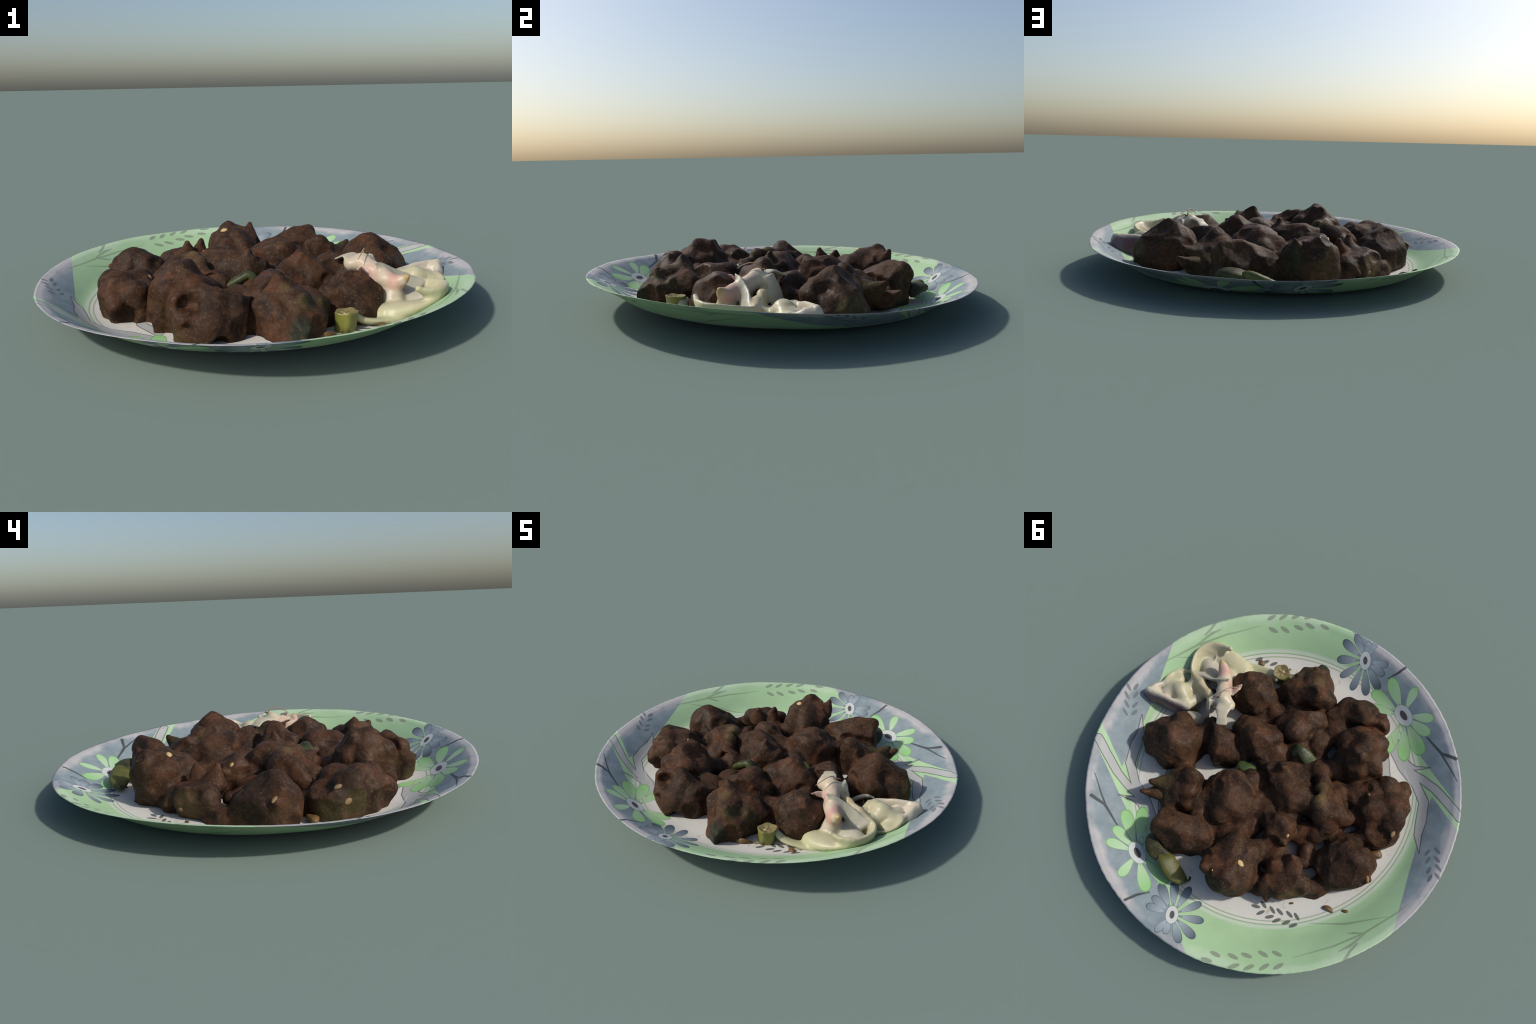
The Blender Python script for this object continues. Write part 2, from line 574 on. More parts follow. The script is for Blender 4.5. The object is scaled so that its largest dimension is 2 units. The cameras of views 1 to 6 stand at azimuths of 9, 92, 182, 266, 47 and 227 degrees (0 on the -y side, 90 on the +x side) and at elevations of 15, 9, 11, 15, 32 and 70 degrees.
    for lx, ly, ang in ((-.416, .525, 31), (-.437, .490, 172), (-.457, .529, 69), (-.488, .476, 173), (-.521, .454, 1), (-.504, .510, 57),
                        (-.564, .428, 180), (-.542, .497, 67), (-.583, .469, 66), (-.598, .409, 169), (-.619, .453, 65)):
        leaf = xmin(leaf, ell(bx - lx, by - ly, 0, .0235, .0088, ang))
    col = M.mix(below(leaf, 1, .3) * .9, col, (.075, .08, .07))

    # --- flowers
    def flower(cx, cy, petals, wide, disk, eye, tilt, inner, outer, line, base_len):
        nonlocal col
        rad, dx, dy = dist(qx, qy, cx, cy)
        d = None
        for ang, ln in petals:
            d = xmin(d, drop(dx, dy, ln * .61, ln * .41, wide * math.sqrt(ln / base_len), ang))
        fill = M.mix(above(rad + (cloud - .5) * .03, base_len * .66, base_len * .6), inner, outer)
        col = M.mix(below(d, 1, .12), col, fill)
        col = M.mix(below(xabs(d - .97), .09, .10) * .8, col, line)
        spokes = None
        for ang, ln in petals:
            a = math.radians(ang)
            spokes = xmin(spokes, segs(qx, qy, [(cx, cy, .0022), (cx + .33 * ln * math.cos(a), cy + .33 * ln * math.sin(a), .0022)]))
        col = M.mix(below(spokes, 0, .003) * .7, col, line)
        e = ell(dx, dy, 0, *disk, tilt)
        col = M.mix(below(e, 1, .1), col, (.52, .54, .53))
        col = M.mix(below(xabs(e - 1), .06, .1) * .7, col, line)
        col = M.mix(below(ell(dx, dy, 0, *eye, tilt), 1, .25), col, (.085, .08, .075))

    flower(-.164, .866, ((-18, .178), (-42, .182), (-71, .164), (-108, .150), (-144, .156), (-177, .166), (157, .148), (125, .10), (100, .110), (27, .132), (5, .138)),
           .0235, (.048, .031), (.021, .012), -40, (.30, .35, .38), (.078, .108, .133), (.05, .072, .085), .17)
    flower(.215, .794, ((-177, .226), (155, .218), (112, .150), (28, .158), (0, .180), (-23, .246), (-44.5, .254), (-69, .226), (-155, .196)),
           .0315, (.066, .037), (.032, .014), -15, (.40, .55, .35), (.265, .49, .205), (.16, .31, .13), .21)

    # --- a few brownish sauce smears on the white
    smear = above(M.noise(13, 5, .65, 1.5, seed=21), .615, .10) * below(rr, .74, .05) * above(rr, .45, .06)
    col = M.mix(smear * .55, col, (.36, .24, .10))
    col = M.mix((fine - .5) * .3, col, (.2, .2, .19))
    M.bump(M.noise(30, 3, seed=31), .10, .003)
    return M.finish(col, .58, .22)


def build_plate():
    nr, na = 118, 720
    th = np.arange(na) * math.tau / na
    ring = np.stack([np.cos(th), np.sin(th), 0 * th], 1)
    chip = .0050 * perlin(ring, 5, 2) + .0028 * perlin(ring, 40, 3) + .0016 * perlin(ring, 110, 4)
    edge = .9955 + .004 * np.cos(2 * (th - math.radians(35))) + chip
    s = np.linspace(0, 1, nr)[1:]
    s = s + .08 * np.sin(math.pi * 2 * s) / math.pi
    top = np.stack([(s[:, None] * edge[None] * np.cos(th)), (s[:, None] * edge[None] * np.sin(th))], -1).reshape(-1, 2)
    zt = plate_z(top[:, 0], top[:, 1])
    R = np.hypot(top[:, 0], top[:, 1])
    zt = zt + .0045 * perlin(np.column_stack([top, 0 * zt]), 3.1, 8) * smooth01(.8, 1.0, R) + .0012 * perlin(np.column_stack([top, 0 * zt]), 9, 5)
    thick = .0030 - .0008 * smooth01(.9, 1.0, R)
    n = len(top)
    V = np.vstack([[(0, 0, plate_z(0, 0))], np.column_stack([top, zt]), np.column_stack([top, np.maximum(zt - thick, 0)]), [(0, 0, plate_z(0, 0) - .0030)]])
    F = []
    rows = nr - 1
    for base, up in ((1, True), (1 + n, False)):
        for j in range(rows - 1):
            for q in range(na):
                a, b = base + j * na + q, base + j * na + (q + 1) % na
                f = (a, a + na, b + na, b)
                F.append(f if up else f[::-1])
        c = 0 if up else 1 + 2 * n
        for q in range(na):
            f = (c, base + q, base + (q + 1) % na)
            F.append(f if up else f[::-1])
    t0, b0 = 1 + (rows - 1) * na, 1 + n + (rows - 1) * na
    F += [(t0 + q, b0 + q, b0 + (q + 1) % na, t0 + (q + 1) % na) for q in range(na)]
    ob = new_object("dinner_plate", V, F, plate_material())
    ob["label"] = "round shallow plate with green and blue floral rim"
    ob["category"] = "plate"
    return ob


# ---------------------------------------------------------------- the meat
def meat_material():
    M = Mat("sauce_coated_meat")
    x, y, z = M.xyz()
    big, mid, fine = M.noise(6.5, 4, .6, .6, seed=1), M.noise(17, 5, .62, .8, seed=2), M.noise(60, 4, .6, seed=3)
    col = M.mix(above(big, .50, .28), (0.0264, 0.0134, 0.0078), (.0620, .0290, .0145))
    col = M.mix(above(M.noise(8, 4, .6, .5, seed=7), .56, .14) * .65, col, (.104, .0380, .0170))     # rust-red crust
    col = M.mix(above(M.noise(10, 5, .66, 1.0, seed=9), .62, .14) * .6, col, (0.0752, 0.0472, 0.0216))    # tan crumb
    col = M.mix(above(M.noise(7, 4, .6, .6, seed=14), .56, .16) * .7, col, (0.0132, 0.0096, 0.0072))   # dark glaze
    col = M.mix(above(mid, .58, .16) * .55, col, (0.0800, 0.0464, 0.0240))
    wob = (mid - .5) * .07
    olive, tan, green = (.060, .050, .018), (.125, .085, .036), (.022, .028, .018)
    for p, r, c, f in (((.69, .30, .10), .075, olive, .75), ((-.67, -.31, .09), .055, olive, .7), ((-.21, -.70, .04), .06, olive, .7),
                       ((-.50, .35, .07), .06, tan, .5), ((-.645, -.21, .06), .06, olive, .8), ((.29, -.69, .10), .06, green, .9),
                       ((.30, -.60, .20), .035, olive, .6), ((.345, -.52, .17), .035, olive, .6), ((-.10, .61, .14), .07, green, .8),
                       ((.40, .42, .12), .07, olive, .6), ((.34, .47, .10), .05, tan, .4), ((-.27, -.075, .22), .033, tan, .95),
                       ((-.225, -.135, .215), .03, tan, .8), ((-.13, .55, .10), .06, olive, .6), ((.18, .62, .06), .06, green, .5),
                       ((.21, -.55, .232), .024, tan, .9), ((-.63, -.45, .08), .05, olive, .6), ((.49, .30, .08), .05, olive, .5)):
        col = M.mix(M.near(p, r, .035, wob) * f, col, c)
    col = M.mix(above(fine, .58, .12) * .40, col, (.110, .068, .038))
    col = M.mix(below(M.noise(95, 3, .6, seed=19), .44, .1) * .35, col, (.018, .012, .010))
    # tiny specular glints painted on the meat as pale dots
    cell = X(M.voronoi(185))
    rnd = M.voronoi(185, "Color")
    sep = M.t.nodes.new("ShaderNodeSeparateColor")
    M.t.links.new(rnd, sep.inputs[0])
    speck = below(cell, .24, .12) * above(X(sep.outputs[0]), .91, .05) * above(mid, .45, .12)
    col = M.mix(speck * .7, col, (.33, .25, .17))
    wet = above(M.noise(5, 3, seed=17), .52, .2)
    M.bump(mid * .9 + fine * .5 + big * .8, .5, .009)
    return M.finish(col, .70 - wet * .22, .13)


FLOOR = .028


def lobe(x, y, top, r, rb=None, bx=None, by=None):
    """A lump that stands on the plate: rounded top of radius r reaching height `top`."""
    rb = (rb or r * 1.3) * .58
    bx, by = x if bx is None else bx, y if by is None else by
    return ((bx, by, min(FLOOR + .012, top - r)), rb, (x, y, top - r), r)


def horn(x0, y0, z0, r0, x1, y1, z1, r1):
    return ((x0, y0, z0), r0, (x1, y1, z1 - r1), r1)


CHUNKS = [
    # beside the onion
    [lobe(.540, .262, .257, .065, .10), lobe(.612, .290, .238, .055, .08), lobe(.475, .165, .208, .05, .07), lobe(.580, .140, .205, .05, .07),
     lobe(.635, .225, .170, .040, .05), lobe(.650, .305, .150, .04, .05), lobe(.455, .245, .205, .055, .07), lobe(.505, .330, .170, .055, .07), lobe(.61, .33, .15, .05, .06), horn(.62, .315, .08, .045, .682, .345, .095, .012)],
    [lobe(.400, .030, .213, .050, .06), lobe(.330, .065, .195, .045, .055), lobe(.265, .065, .155, .04, .05), lobe(.465, .030, .200, .045, .06), lobe(.34, .01, .2, .04, .05)],
    [lobe(.500, -.290, .230, .045, .075), lobe(.440, -.345, .200, .045, .06), lobe(.440, -.265, .218, .055, .075), lobe(.365, -.310, .170, .045, .06), lobe(.350, -.235, .140, .04, .05),
     lobe(.510, -.215, .165, .045, .06), lobe(.545, -.265, .175, .04, .055), lobe(.49, -.35, .15, .045, .05)],
    # pointed, glossy front chunk
    [lobe(.182, -.478, .274, .032, .10, .19, -.50), lobe(.245, -.550, .222, .045, .08), lobe(.285, -.640, .165, .04, .055), lobe(.23, -.645, .125, .04, .055), lobe(.300, -.490, .165, .045, .06),
     lobe(.135, -.520, .190, .045, .06), lobe(.30, -.665, .11, .04, .045), horn(.27, -.57, .15, .05, .275, -.598, .222, .008), horn(.30, -.51, .13, .050, .345, -.515, .186, .009), lobe(.275, -.44, .185, .045, .06), lobe(.325, -.45, .150, .04, .055), lobe(.36, -.41, .125, .04, .05), lobe(.31, -.58, .15, .04, .055)],
    [lobe(.113, -.264, .220, .050, .075), lobe(.150, -.350, .214, .055, .075), lobe(.080, -.400, .198, .055, .07), lobe(.060, -.310, .180, .045, .06), lobe(.195, -.265, .170, .045, .06), lobe(.10, -.44, .15, .04, .05)],
    [lobe(.220, -.080, .257, .045, .075), lobe(.300, -.110, .210, .045, .06), lobe(.165, -.165, .205, .045, .055), lobe(.150, -.060, .190, .045, .06), lobe(.345, -.090, .170, .035, .045), lobe(.26, -.03, .17, .04, .05)],
    # front chunk with the deep hole
    [lobe(-.195, -.615, .232, .050, .065), lobe(-.120, -.580, .246, .050, .075), lobe(-.050, -.600, .228, .055, .075), lobe(.025, -.580, .208, .05, .065), lobe(.055, -.500, .180, .04, .055),
     lobe(-.195, -.665, .150, .035, .04), lobe(-.055, -.650, .165, .045, .055), lobe(.030, -.610, .150, .04, .045), lobe(-.12, -.655, .10, .035, .045), horn(-.15, -.66, .13, .03, -.155, -.715, .14, .006)],
    [lobe(-.235, -.375, .294, .038, .075), lobe(-.233, -.462, .288, .045, .075), lobe(-.265, -.545, .235, .042, .06), lobe(-.160, -.500, .245, .042, .065), lobe(-.120, -.430, .215, .045, .06),
     lobe(-.295, -.440, .215, .045, .065), lobe(-.180, -.330, .215, .045, .06), lobe(-.2, -.57, .2, .04, .05), lobe(-.27, -.34, .2, .04, .05)],
    [lobe(-.550, -.365, .213, .042, .075), lobe(-.450, -.420, .192, .045, .06), lobe(-.400, -.335, .176, .045, .07), lobe(-.600, -.295, .197, .055, .075), lobe(-.500, -.260, .190, .055, .08),
     lobe(-.620, -.200, .165, .055, .07), lobe(-.550, -.150, .152, .045, .06), lobe(-.580, -.395, .150, .04, .045), lobe(-.655, -.240, .135, .035, .045), lobe(-.420, -.250, .170, .045, .06), lobe(-.53, -.45, .15, .045, .04),
     horn(-.52, -.455, .10, .045, -.430, -.565, .052, .010), lobe(-.38, -.245, .165, .05, .06)],
    # middle
    [lobe(-.020, -.058, .225, .045, .075), lobe(-.100, -.020, .220, .055, .08), lobe(-.165, -.030, .208, .045, .06), lobe(.030, -.020, .200, .045, .055), lobe(-.175, .025, .185, .045, .055), lobe(-.050, .030, .190, .045, .06),
     horn(-.02, -.055, .18, .04, -.018, -.057, .258, .009), lobe(-.03, -.1, .19, .035, .045), lobe(-.135, .050, .190, .045, .06), lobe(-.225, -.035, .205, .04, .05)],
    [lobe(-.275, -.070, .238, .034, .05), lobe(-.235, -.130, .234, .034, .05), lobe(-.330, -.050, .215, .048, .06), lobe(-.370, -.100, .200, .048, .06), lobe(-.420, -.130, .150, .045, .055), lobe(-.310, -.155, .172, .045, .055),
     lobe(-.385, -.030, .165, .045, .055), lobe(-.150, -.225, .190, .038, .05), lobe(-.2, -.18, .18, .035, .045)],
    [lobe(.118, .163, .251, .050, .075), lobe(.040, .160, .236, .052, .07), lobe(-.015, .165, .200, .042, .055), lobe(.060, .245, .235, .060, .085), lobe(.125, .250, .218, .052, .07), lobe(.050, .335, .180, .055, .07),
     lobe(.155, .300, .180, .045, .06), lobe(-.020, .250, .195, .045, .055), lobe(.17, .2, .2, .04, .05)],
    # craggy one with horns
    [lobe(.287, .310, .240, .040, .065), lobe(.250, .370, .200, .045, .06), lobe(.350, .330, .185, .045, .06), lobe(.375, .405, .160, .035, .055), lobe(.300, .430, .155, .045, .065), lobe(.220, .420, .150, .035, .05),
     horn(.375, .43, .11, .045, .430, .480, .174, .007), horn(.365, .48, .07, .045, .433, .553, .128, .007), lobe(.30, .49, .11, .04, .05)],
    [lobe(.205, .602, .222, .036, .075), lobe(.150, .555, .220, .055, .08), lobe(.090, .535, .205, .055, .08), lobe(.020, .485, .165, .045, .06), lobe(.225, .545, .185, .045, .07), lobe(.055, .575, .160, .045, .065), lobe(.185, .625, .180, .04, .06), lobe(.130, .470, .165, .045, .06), lobe(.130, .605, .15, .042, .05)],
    [lobe(-.245, .555, .252, .042, .07), lobe(-.235, .465, .216, .062, .09), lobe(-.155, .440, .220, .055, .08), lobe(-.105, .510, .205, .05, .07), lobe(-.120, .380, .190, .045, .06), lobe(-.210, .360, .182, .045, .06),
     lobe(-.285, .440, .180, .045, .06), lobe(-.290, .510, .185, .045, .06), lobe(-.205, .580, .180, .040, .045), horn(-.13, .55, .17, .05, -.121, .590, .240, .006), lobe(-.165, .56, .215, .045, .06)],
    [lobe(-.210, .140, .206, .042, .06), lobe(-.262, .150, .188, .038, .05), lobe(-.230, .210, .170, .040, .055), lobe(-.160, .165, .180, .036, .05), horn(-.28, .19, .13, .03, -.305, .2, .165, .008)],
    [lobe(-.400, .290, .165, .045, .07), lobe(-.460, .300, .160, .055, .075), lobe(-.520, .285, .130, .045, .06), lobe(-.450, .375, .130, .045, .065), lobe(-.385, .370, .130, .045, .06), lobe(-.565, .250, .075, .028, .04), lobe(-.49, .335, .09, .035, .045),
     horn(-.350, .31, .12, .05, -.335, .318, .199, .009), horn(-.402, .25, .13, .055, -.389, .235, .214, .012), lobe(-.36, .43, .1, .04, .05), horn(-.4, .42, .07, .04, -.43, .455, .06, .008)],
    [lobe(-.610, .022, .224, .050, .08), lobe(-.540, .000, .206, .045, .07), lobe(-.660, -.020, .190, .045, .065), lobe(-.570, .080, .190, .052, .065), lobe(-.500, .050, .170, .045, .065), lobe(-.660, .065, .165, .045, .055), lobe(-.500, -.030, .150, .045, .055),
     lobe(-.580, .148, .125, .035, .03), lobe(-.640, .130, .125, .032, .03), lobe(-.655, -.050, .160, .045, .05), lobe(-.520, .150, .100, .032, .03), lobe(-.47, .09, .13, .035, .04), horn(-.68, .02, .11, .04, -.732, .013, .132, .005)],
]
# how strongly each chunk is cut flat (the craggy ones less)
FACETED = {6: .40, 8: .34, 7: .36, 10: .2, 12: .25, 16: .25, 3: .42}
# how many bitten faces (fewer on the small pieces)
HOLLOWED = {1: 6, 4: 8, 5: 7, 10: 2, 12: 4, 15: 4, 16: 4}
# thick gravy and scraps between the chunks
GRAVY = [(0.02, 0.05, 0.135, 0.058), (-0.10, 0.25, 0.125, 0.058), (0.06, 0.42, 0.115, 0.058), (-0.08, -0.26, 0.125, 0.058), (0.00, -0.18, 0.135, 0.058), (-0.31, -0.24, 0.125, 0.058), (0.25, -0.32, 0.115, 0.058),
         (-0.03, -0.45, 0.135, 0.058), (0.22, 0.23, 0.125, 0.043), (-0.13, 0.09, 0.135, 0.058), (-.36, .05, .06, .03), (-0.45, -0.20, 0.135, 0.058), (0.17, -0.42, 0.135, 0.058), (-0.29, 0.30, 0.125, 0.058), (0.24, 0.02, 0.135, 0.058),
         (0.05, -0.20, 0.145, 0.058), (-0.19, -0.30, 0.155, 0.058), (.35, -.115, .155, .045), (0.10, -0.12, 0.175, 0.058), (-0.08, -0.15, 0.165, 0.058), (-0.28, -0.20, 0.165, 0.058), (-0.02, -0.35, 0.165, 0.058), (0.20, -0.33, 0.155, 0.058), (0.08, 0.08, 0.175, 0.058), (-0.10, 0.13, 0.165, 0.058), (0.17, 0.36, 0.155, 0.058), (0.12, 0.42, 0.145, 0.058), (-0.05, 0.38, 0.155, 0.058), (-0.30, -0.40, 0.165, 0.058), (-.31, .055, .11, .04), (-.39, .09, .06, .035), (0.02, -0.22, 0.175, 0.058), (-0.12, -0.20, 0.175, 0.058), (-0.30, -0.36, 0.135, 0.058), (.40, .12, .06, .03), (-.03, -.42, .16, .05), (-.03, -.31, .165, .05), (.24, -.38, .15, .05), (-.10, -.49, .17, .05), (.30, -.30, .14, .05), (-.30, .25, .13, .05), (-.36, .035, .14, .05), (-.42, .17, .10, .04), (-.36, .10, .06, .035), (-.30, .06, .13, .04), (-.035, -.45, .195, .06), (-.36, -.27, .16, .06), (-.03, -.19, .155, .05), (-.20, .06, .15, .05), (.42, .10, .10, .04), (.33, .12, .07, .03), (-.385, .125, .11, .045), (-.295, .105, .12, .045)]
PITS = [((-.160, -.740, .190), .030, (-.158, -.648, .188), .034), ((-.120, -.74, .175), .024, (-.130, -.650, .182), .026), ((-.185, -.535, .285), .014, (-.235, -.500, .275), .018), ((.700, .120, .235), .025, (.648, .178, .202), .034),
        ((.665, .21, .24), .02, (.640, .188, .190), .026), ((-.222, -.088, .25), .008, (-.233, -.100, .18), .013), ((-.46, -.56, .05), .05, (-.47, -.48, .06), .045),
        ((-.02, -.72, .03), .035, (-.03, -.67, .05), .03), ((-.27, -.43, .32), .012, (-.245, -.395, .298), .018)]
# broad hollows under and between the outer chunks
HOLLOWS = [((-.37, -.51, .05), .055, (-.37, -.51, .17), .045), ((-.265, -.61, .05), .045, (-.275, -.61, .17), .035), ((.11, -.71, .05), .06, (.145, -.65, .18), .075), ((.19, -.70, .1), .04, (.19, -.66, .14), .05),
           ((.03, .64, .05), .05, (.03, .645, .16), .04), ((-.33, .625, .05), .055, (-.32, .635, .12), .05), ((-.24, .645, .05), .05, (-.24, .66, .10), .045), ((-.73, -.13, .05), .035, (-.73, -.12, .14), .03), ((.72, .33, .05), .04, (.73, .33, .09), .03),
           ((-.60, .30, .05), .04, (-.60, .31, .12), .04), ((-.22, -.72, .04), .035, (-.23, -.72, .14), .03), ((.20, .68, .04), .04, (.22, .68, .10), .03)]


def build_meat():
    pile = empty("fried_meat_pile", "heap of dark brown fried meat chunks in sauce", "fried meat")
    field = Field((-.80, -.80, -.01), (.78, .74, .335), .0056)
    for i, cones in enumerate(CHUNKS):
        field.add_group(cones, i, .034, .011, FACETED.get(i, .50), HOLLOWED.get(i, 11), -.0025)
    best, lab = field.best.copy(), field.lab.copy()
    # sauce webs sag between neighbouring chunks
    for i, ci in enumerate(CHUNKS):
        for j in range(i):
            a, b = min(((p, q) for p in ci for q in CHUNKS[j] if p[3] > .02 and q[3] > .02), key=lambda pq: math.dist(pq[0][2][:2], pq[1][2][:2]))
            gap = math.dist(a[2][:2], b[2][:2])
            if gap < .165:
                z = min(a[2][2], b[2][2]) - .030 - .10 * gap
                m = [(u + v) / 2 for u, v in zip(a[2], b[2])]
                r = .042 - .06 * gap
                field.add_group([((*a[2][:2], z), r + .01, (m[0], m[1], z - .012), r), ((m[0], m[1], z - .012), r, (*b[2][:2], z), r + .01), ((m[0], m[1], .03), .05, (m[0], m[1], z - .02), r)], 0, .03, .035)
    for gx, gy, gz, gr in GRAVY:
        gz -= .014
        field.add_group([lobe(gx, gy, gz, min(gr, gz * .5), gr * 1.1)], 0, .02, .03)
    field.best, field.lab = best, lab
    for a, ra, b, rb in PITS:
        field.dig(a, ra, b, rb, .022)
    for a, ra, b, rb in HOLLOWS:
        field.dig(a, ra, b, rb, .035)
    field.clip_below_plate(.0016)
    V, Q, L = field.surface()
    V = relax(V, Q, 2)
    N = vertex_normals(V, Q)
    fade = smooth01(0.0, .045, V[:, 2] - plate_z(V[:, 0], V[:, 1]))[:, None]
    warp = .013 * np.stack([perlin(V, 9, s) for s in range(3)], 1) + .0050 * np.stack([perlin(V, 21, s + 4) for s in range(3)], 1)
    ridge = (.30 - np.abs(perlin(V, 8, 9))) * .020 + (.25 - np.abs(perlin(V, 14, 10))) * .004 + perlin(V, 28, 11) * .0012 + perlin(V, 60, 12) * .0012 + .001
    V = V + fade * (warp + N * ridge[:, None])
    N = vertex_normals(V, Q)
    mat = meat_material()
    bpy.context.view_layer.update()
    split_by_label(lambda i: "meat_chunk", lambda i: mat, V, Q, L, N, pile)
    return pile, BVHTree.FromPolygons([tuple(v) for v in V.tolist()], [tuple(f) for f in Q.tolist()])


def split_by_label(name_of, mat_of, V, Q, L, N, parent):
    """One smooth skin cut into its parts: coincident borders, normals of the whole."""
    made = []
    for i in sorted(set(L.tolist())):
        q = Q[L == i]
        used, inv = np.unique(q, return_inverse=True)
        ob = new_object(name_of(i), V[used], inv.reshape(-1, 4).tolist(), mat_of(i), parent)
        ob.data.normals_split_custom_set_from_vertices([tuple(n) for n in N[used].tolist()])
        made.append(ob)
    return made


def simple_material(name, dark, light, scale=14, rough=.5, spec=.4, bump=.3, subsurface=0, speck=None):
    M = Mat(name)
    n = M.noise(scale, 4, .6, .4)
    col = M.mix(above(n, .5, .35), dark, light)
    if speck:
        col = M.mix(above(M.noise(scale * 5, 3, .6, seed=8), .62, .1) * .6, col, speck)
    M.bump(n + M.noise(scale * 4, 3), bump, .004)
    more = {"Subsurface_Weight": subsurface, "Subsurface_Radius": (.02, .015, .01)} if subsurface else {}
    m = M.finish(col, rough, spec)
    if subsurface:
        M.bsdf.inputs["Subsurface Weight"].default_value = subsurface
        M.bsdf.inputs["Subsurface Scale"].default_value = .02
    return m


def build_seeds(pile, tree):
    """Pale chilli seeds and tan crumbs that stick to the chunks."""
    seed_m = simple_material("pale_seed", (.42, .28, .11), (.58, .42, .18), 60, .4)
    crumb_m = simple_material("tan_crumb", (.16, .105, .045), (.27, .18, .075), 40, .55)

    def bean(name, mat):
        u = np.linspace(0, math.pi, 13)
        v = np.arange(20) * math.tau / 20
        P = np.array([(math.cos(a), math.sin(a) * math.cos(b), math.sin(a) * math.sin(b)) for a in u for b in v])
        P *= (1 + .18 * perlin(P, 1.6, 3))[:, None]
        F = [(j * 20 + k, j * 20 + (k + 1) % 20, (j + 1) * 20 + (k + 1) % 20, (j + 1) * 20 + k) for j in range(12) for k in range(20)]
        me = bpy.data.meshes.new(name)
        me.from_pydata(P.tolist(), [], F)
        me.shade_smooth()
        me.materials.append(mat)
        return me
    seed, crumb = bean("seed", seed_m), bean("crumb", crumb_m)
    for kind, p, size, turn in ((seed, (-.237, .444, .216), (.028, .021, .010), 20), (seed, (-.293, .168, .177), (.018, .012, .007), 60), (crumb, (-.644, -.24, .143), (.026, .017, .009), 40),
                                (crumb, (-.655, -.262, .10), (.030, .020, .010), 10), (crumb, (-.722, .023, .144), (.030, .013, .009), 80), (crumb, (-.483, .387, .05), (.020, .013, .008), 0),
                                (crumb, (-.429, -.294, .169), (.018, .012, .007), 70),
                                (seed, (-.17, .56, .215), (.008, .006, .004), 0)):
        loc, nor, _, _ = tree.find_nearest(Vector(p))
        ob = bpy.data.objects.new(kind.name, kind)
        bpy.context.scene.collection.objects.link(ob)
        ob.parent = pile
        ob.rotation_mode = "QUATERNION"
        q = nor.to_track_quat("Z", "Y")
        ob.rotation_quaternion = q @ Quaternion((0, 0, 1), math.radians(turn))
        ob.location, ob.scale = loc - nor * .0005, [.68 * v for v in size]


# --------------------------------------------------------------- the onion
def onion_material(name, base, deep, pink=0, tip=0, green=0):
    M = Mat(name)
    x, y, z = M.xyz()
    n = M.noise(10, 4, .55, .5, seed=3)
    streak = M.noise(40, 3, .5, seed=5)
    col = M.mix(above(n, .5, .4), deep, base)
    if pink:
        ring = M.near((.645, -.222, .172), .050, .02, (n - .5) * .03)
        col = M.mix(ring * .65, col, (.50, .24, .20))
        col = M.mix(M.near((.52, -.205, .20), .045, .03) * .6, col, (.42, .19, .18))
        col = M.mix(M.near((.55, -.155, .18), .085, .05) * .35, col, (.56, .38, .29))
        col = M.mix(M.near((.697, -.255, .203), .028, .016) * .8, col, (.42, .27, .10))
    if green:
        col = M.mix(below(z, .085, .07) * .45, col, (.42, .47, .22))
    col = M.mix(above(M.noise(26, 4, .6, seed=12), .70, .05) * .6, col, (.32, .20, .08))
    M.bump(streak + n, .25, .003)
    M.finish(col, .42, .4)
    M.bsdf.inputs["Subsurface Weight"].default_value = .12
    M.bsdf.inputs["Subsurface Scale"].default_value = .02
    return M.m


def wedge_material():
    """Cream flesh inside, purple skin on the outer face of the wedge."""
    M = Mat("onion_purple_skin")
    x, y, z = M.xyz()
    n = M.noise(12, 4, .6, .4)
    band = M.noise(6, 3, .6, seed=5)
    inner = M.mix(n, (.44, .385, .29), (.53, .48, .37))
    skin = M.mix(above(band, .5, .3), (.155, .105, .115), (.23, .15, .155))
    skin = M.mix(M.near((.78, .15, .12), .035, .03) * .6, skin, (.16, .06, .065))
    # outer face: beyond the rim line, on the +y side
    side = y - x * .46 + 0.0
    outer = above(side + (n - .5) * .012, -.2275, .012) * below(z, .166, .010)
    col = M.mix(outer, inner, skin)
    M.bump(M.noise(35, 3) + n, .25, .003)
    return M.finish(col, .4, .4)


def chain(points):
    return [(tuple(p[:3]), p[3], tuple(q[:3]), q[3]) for p, q in zip(points[:-1], points[1:])]


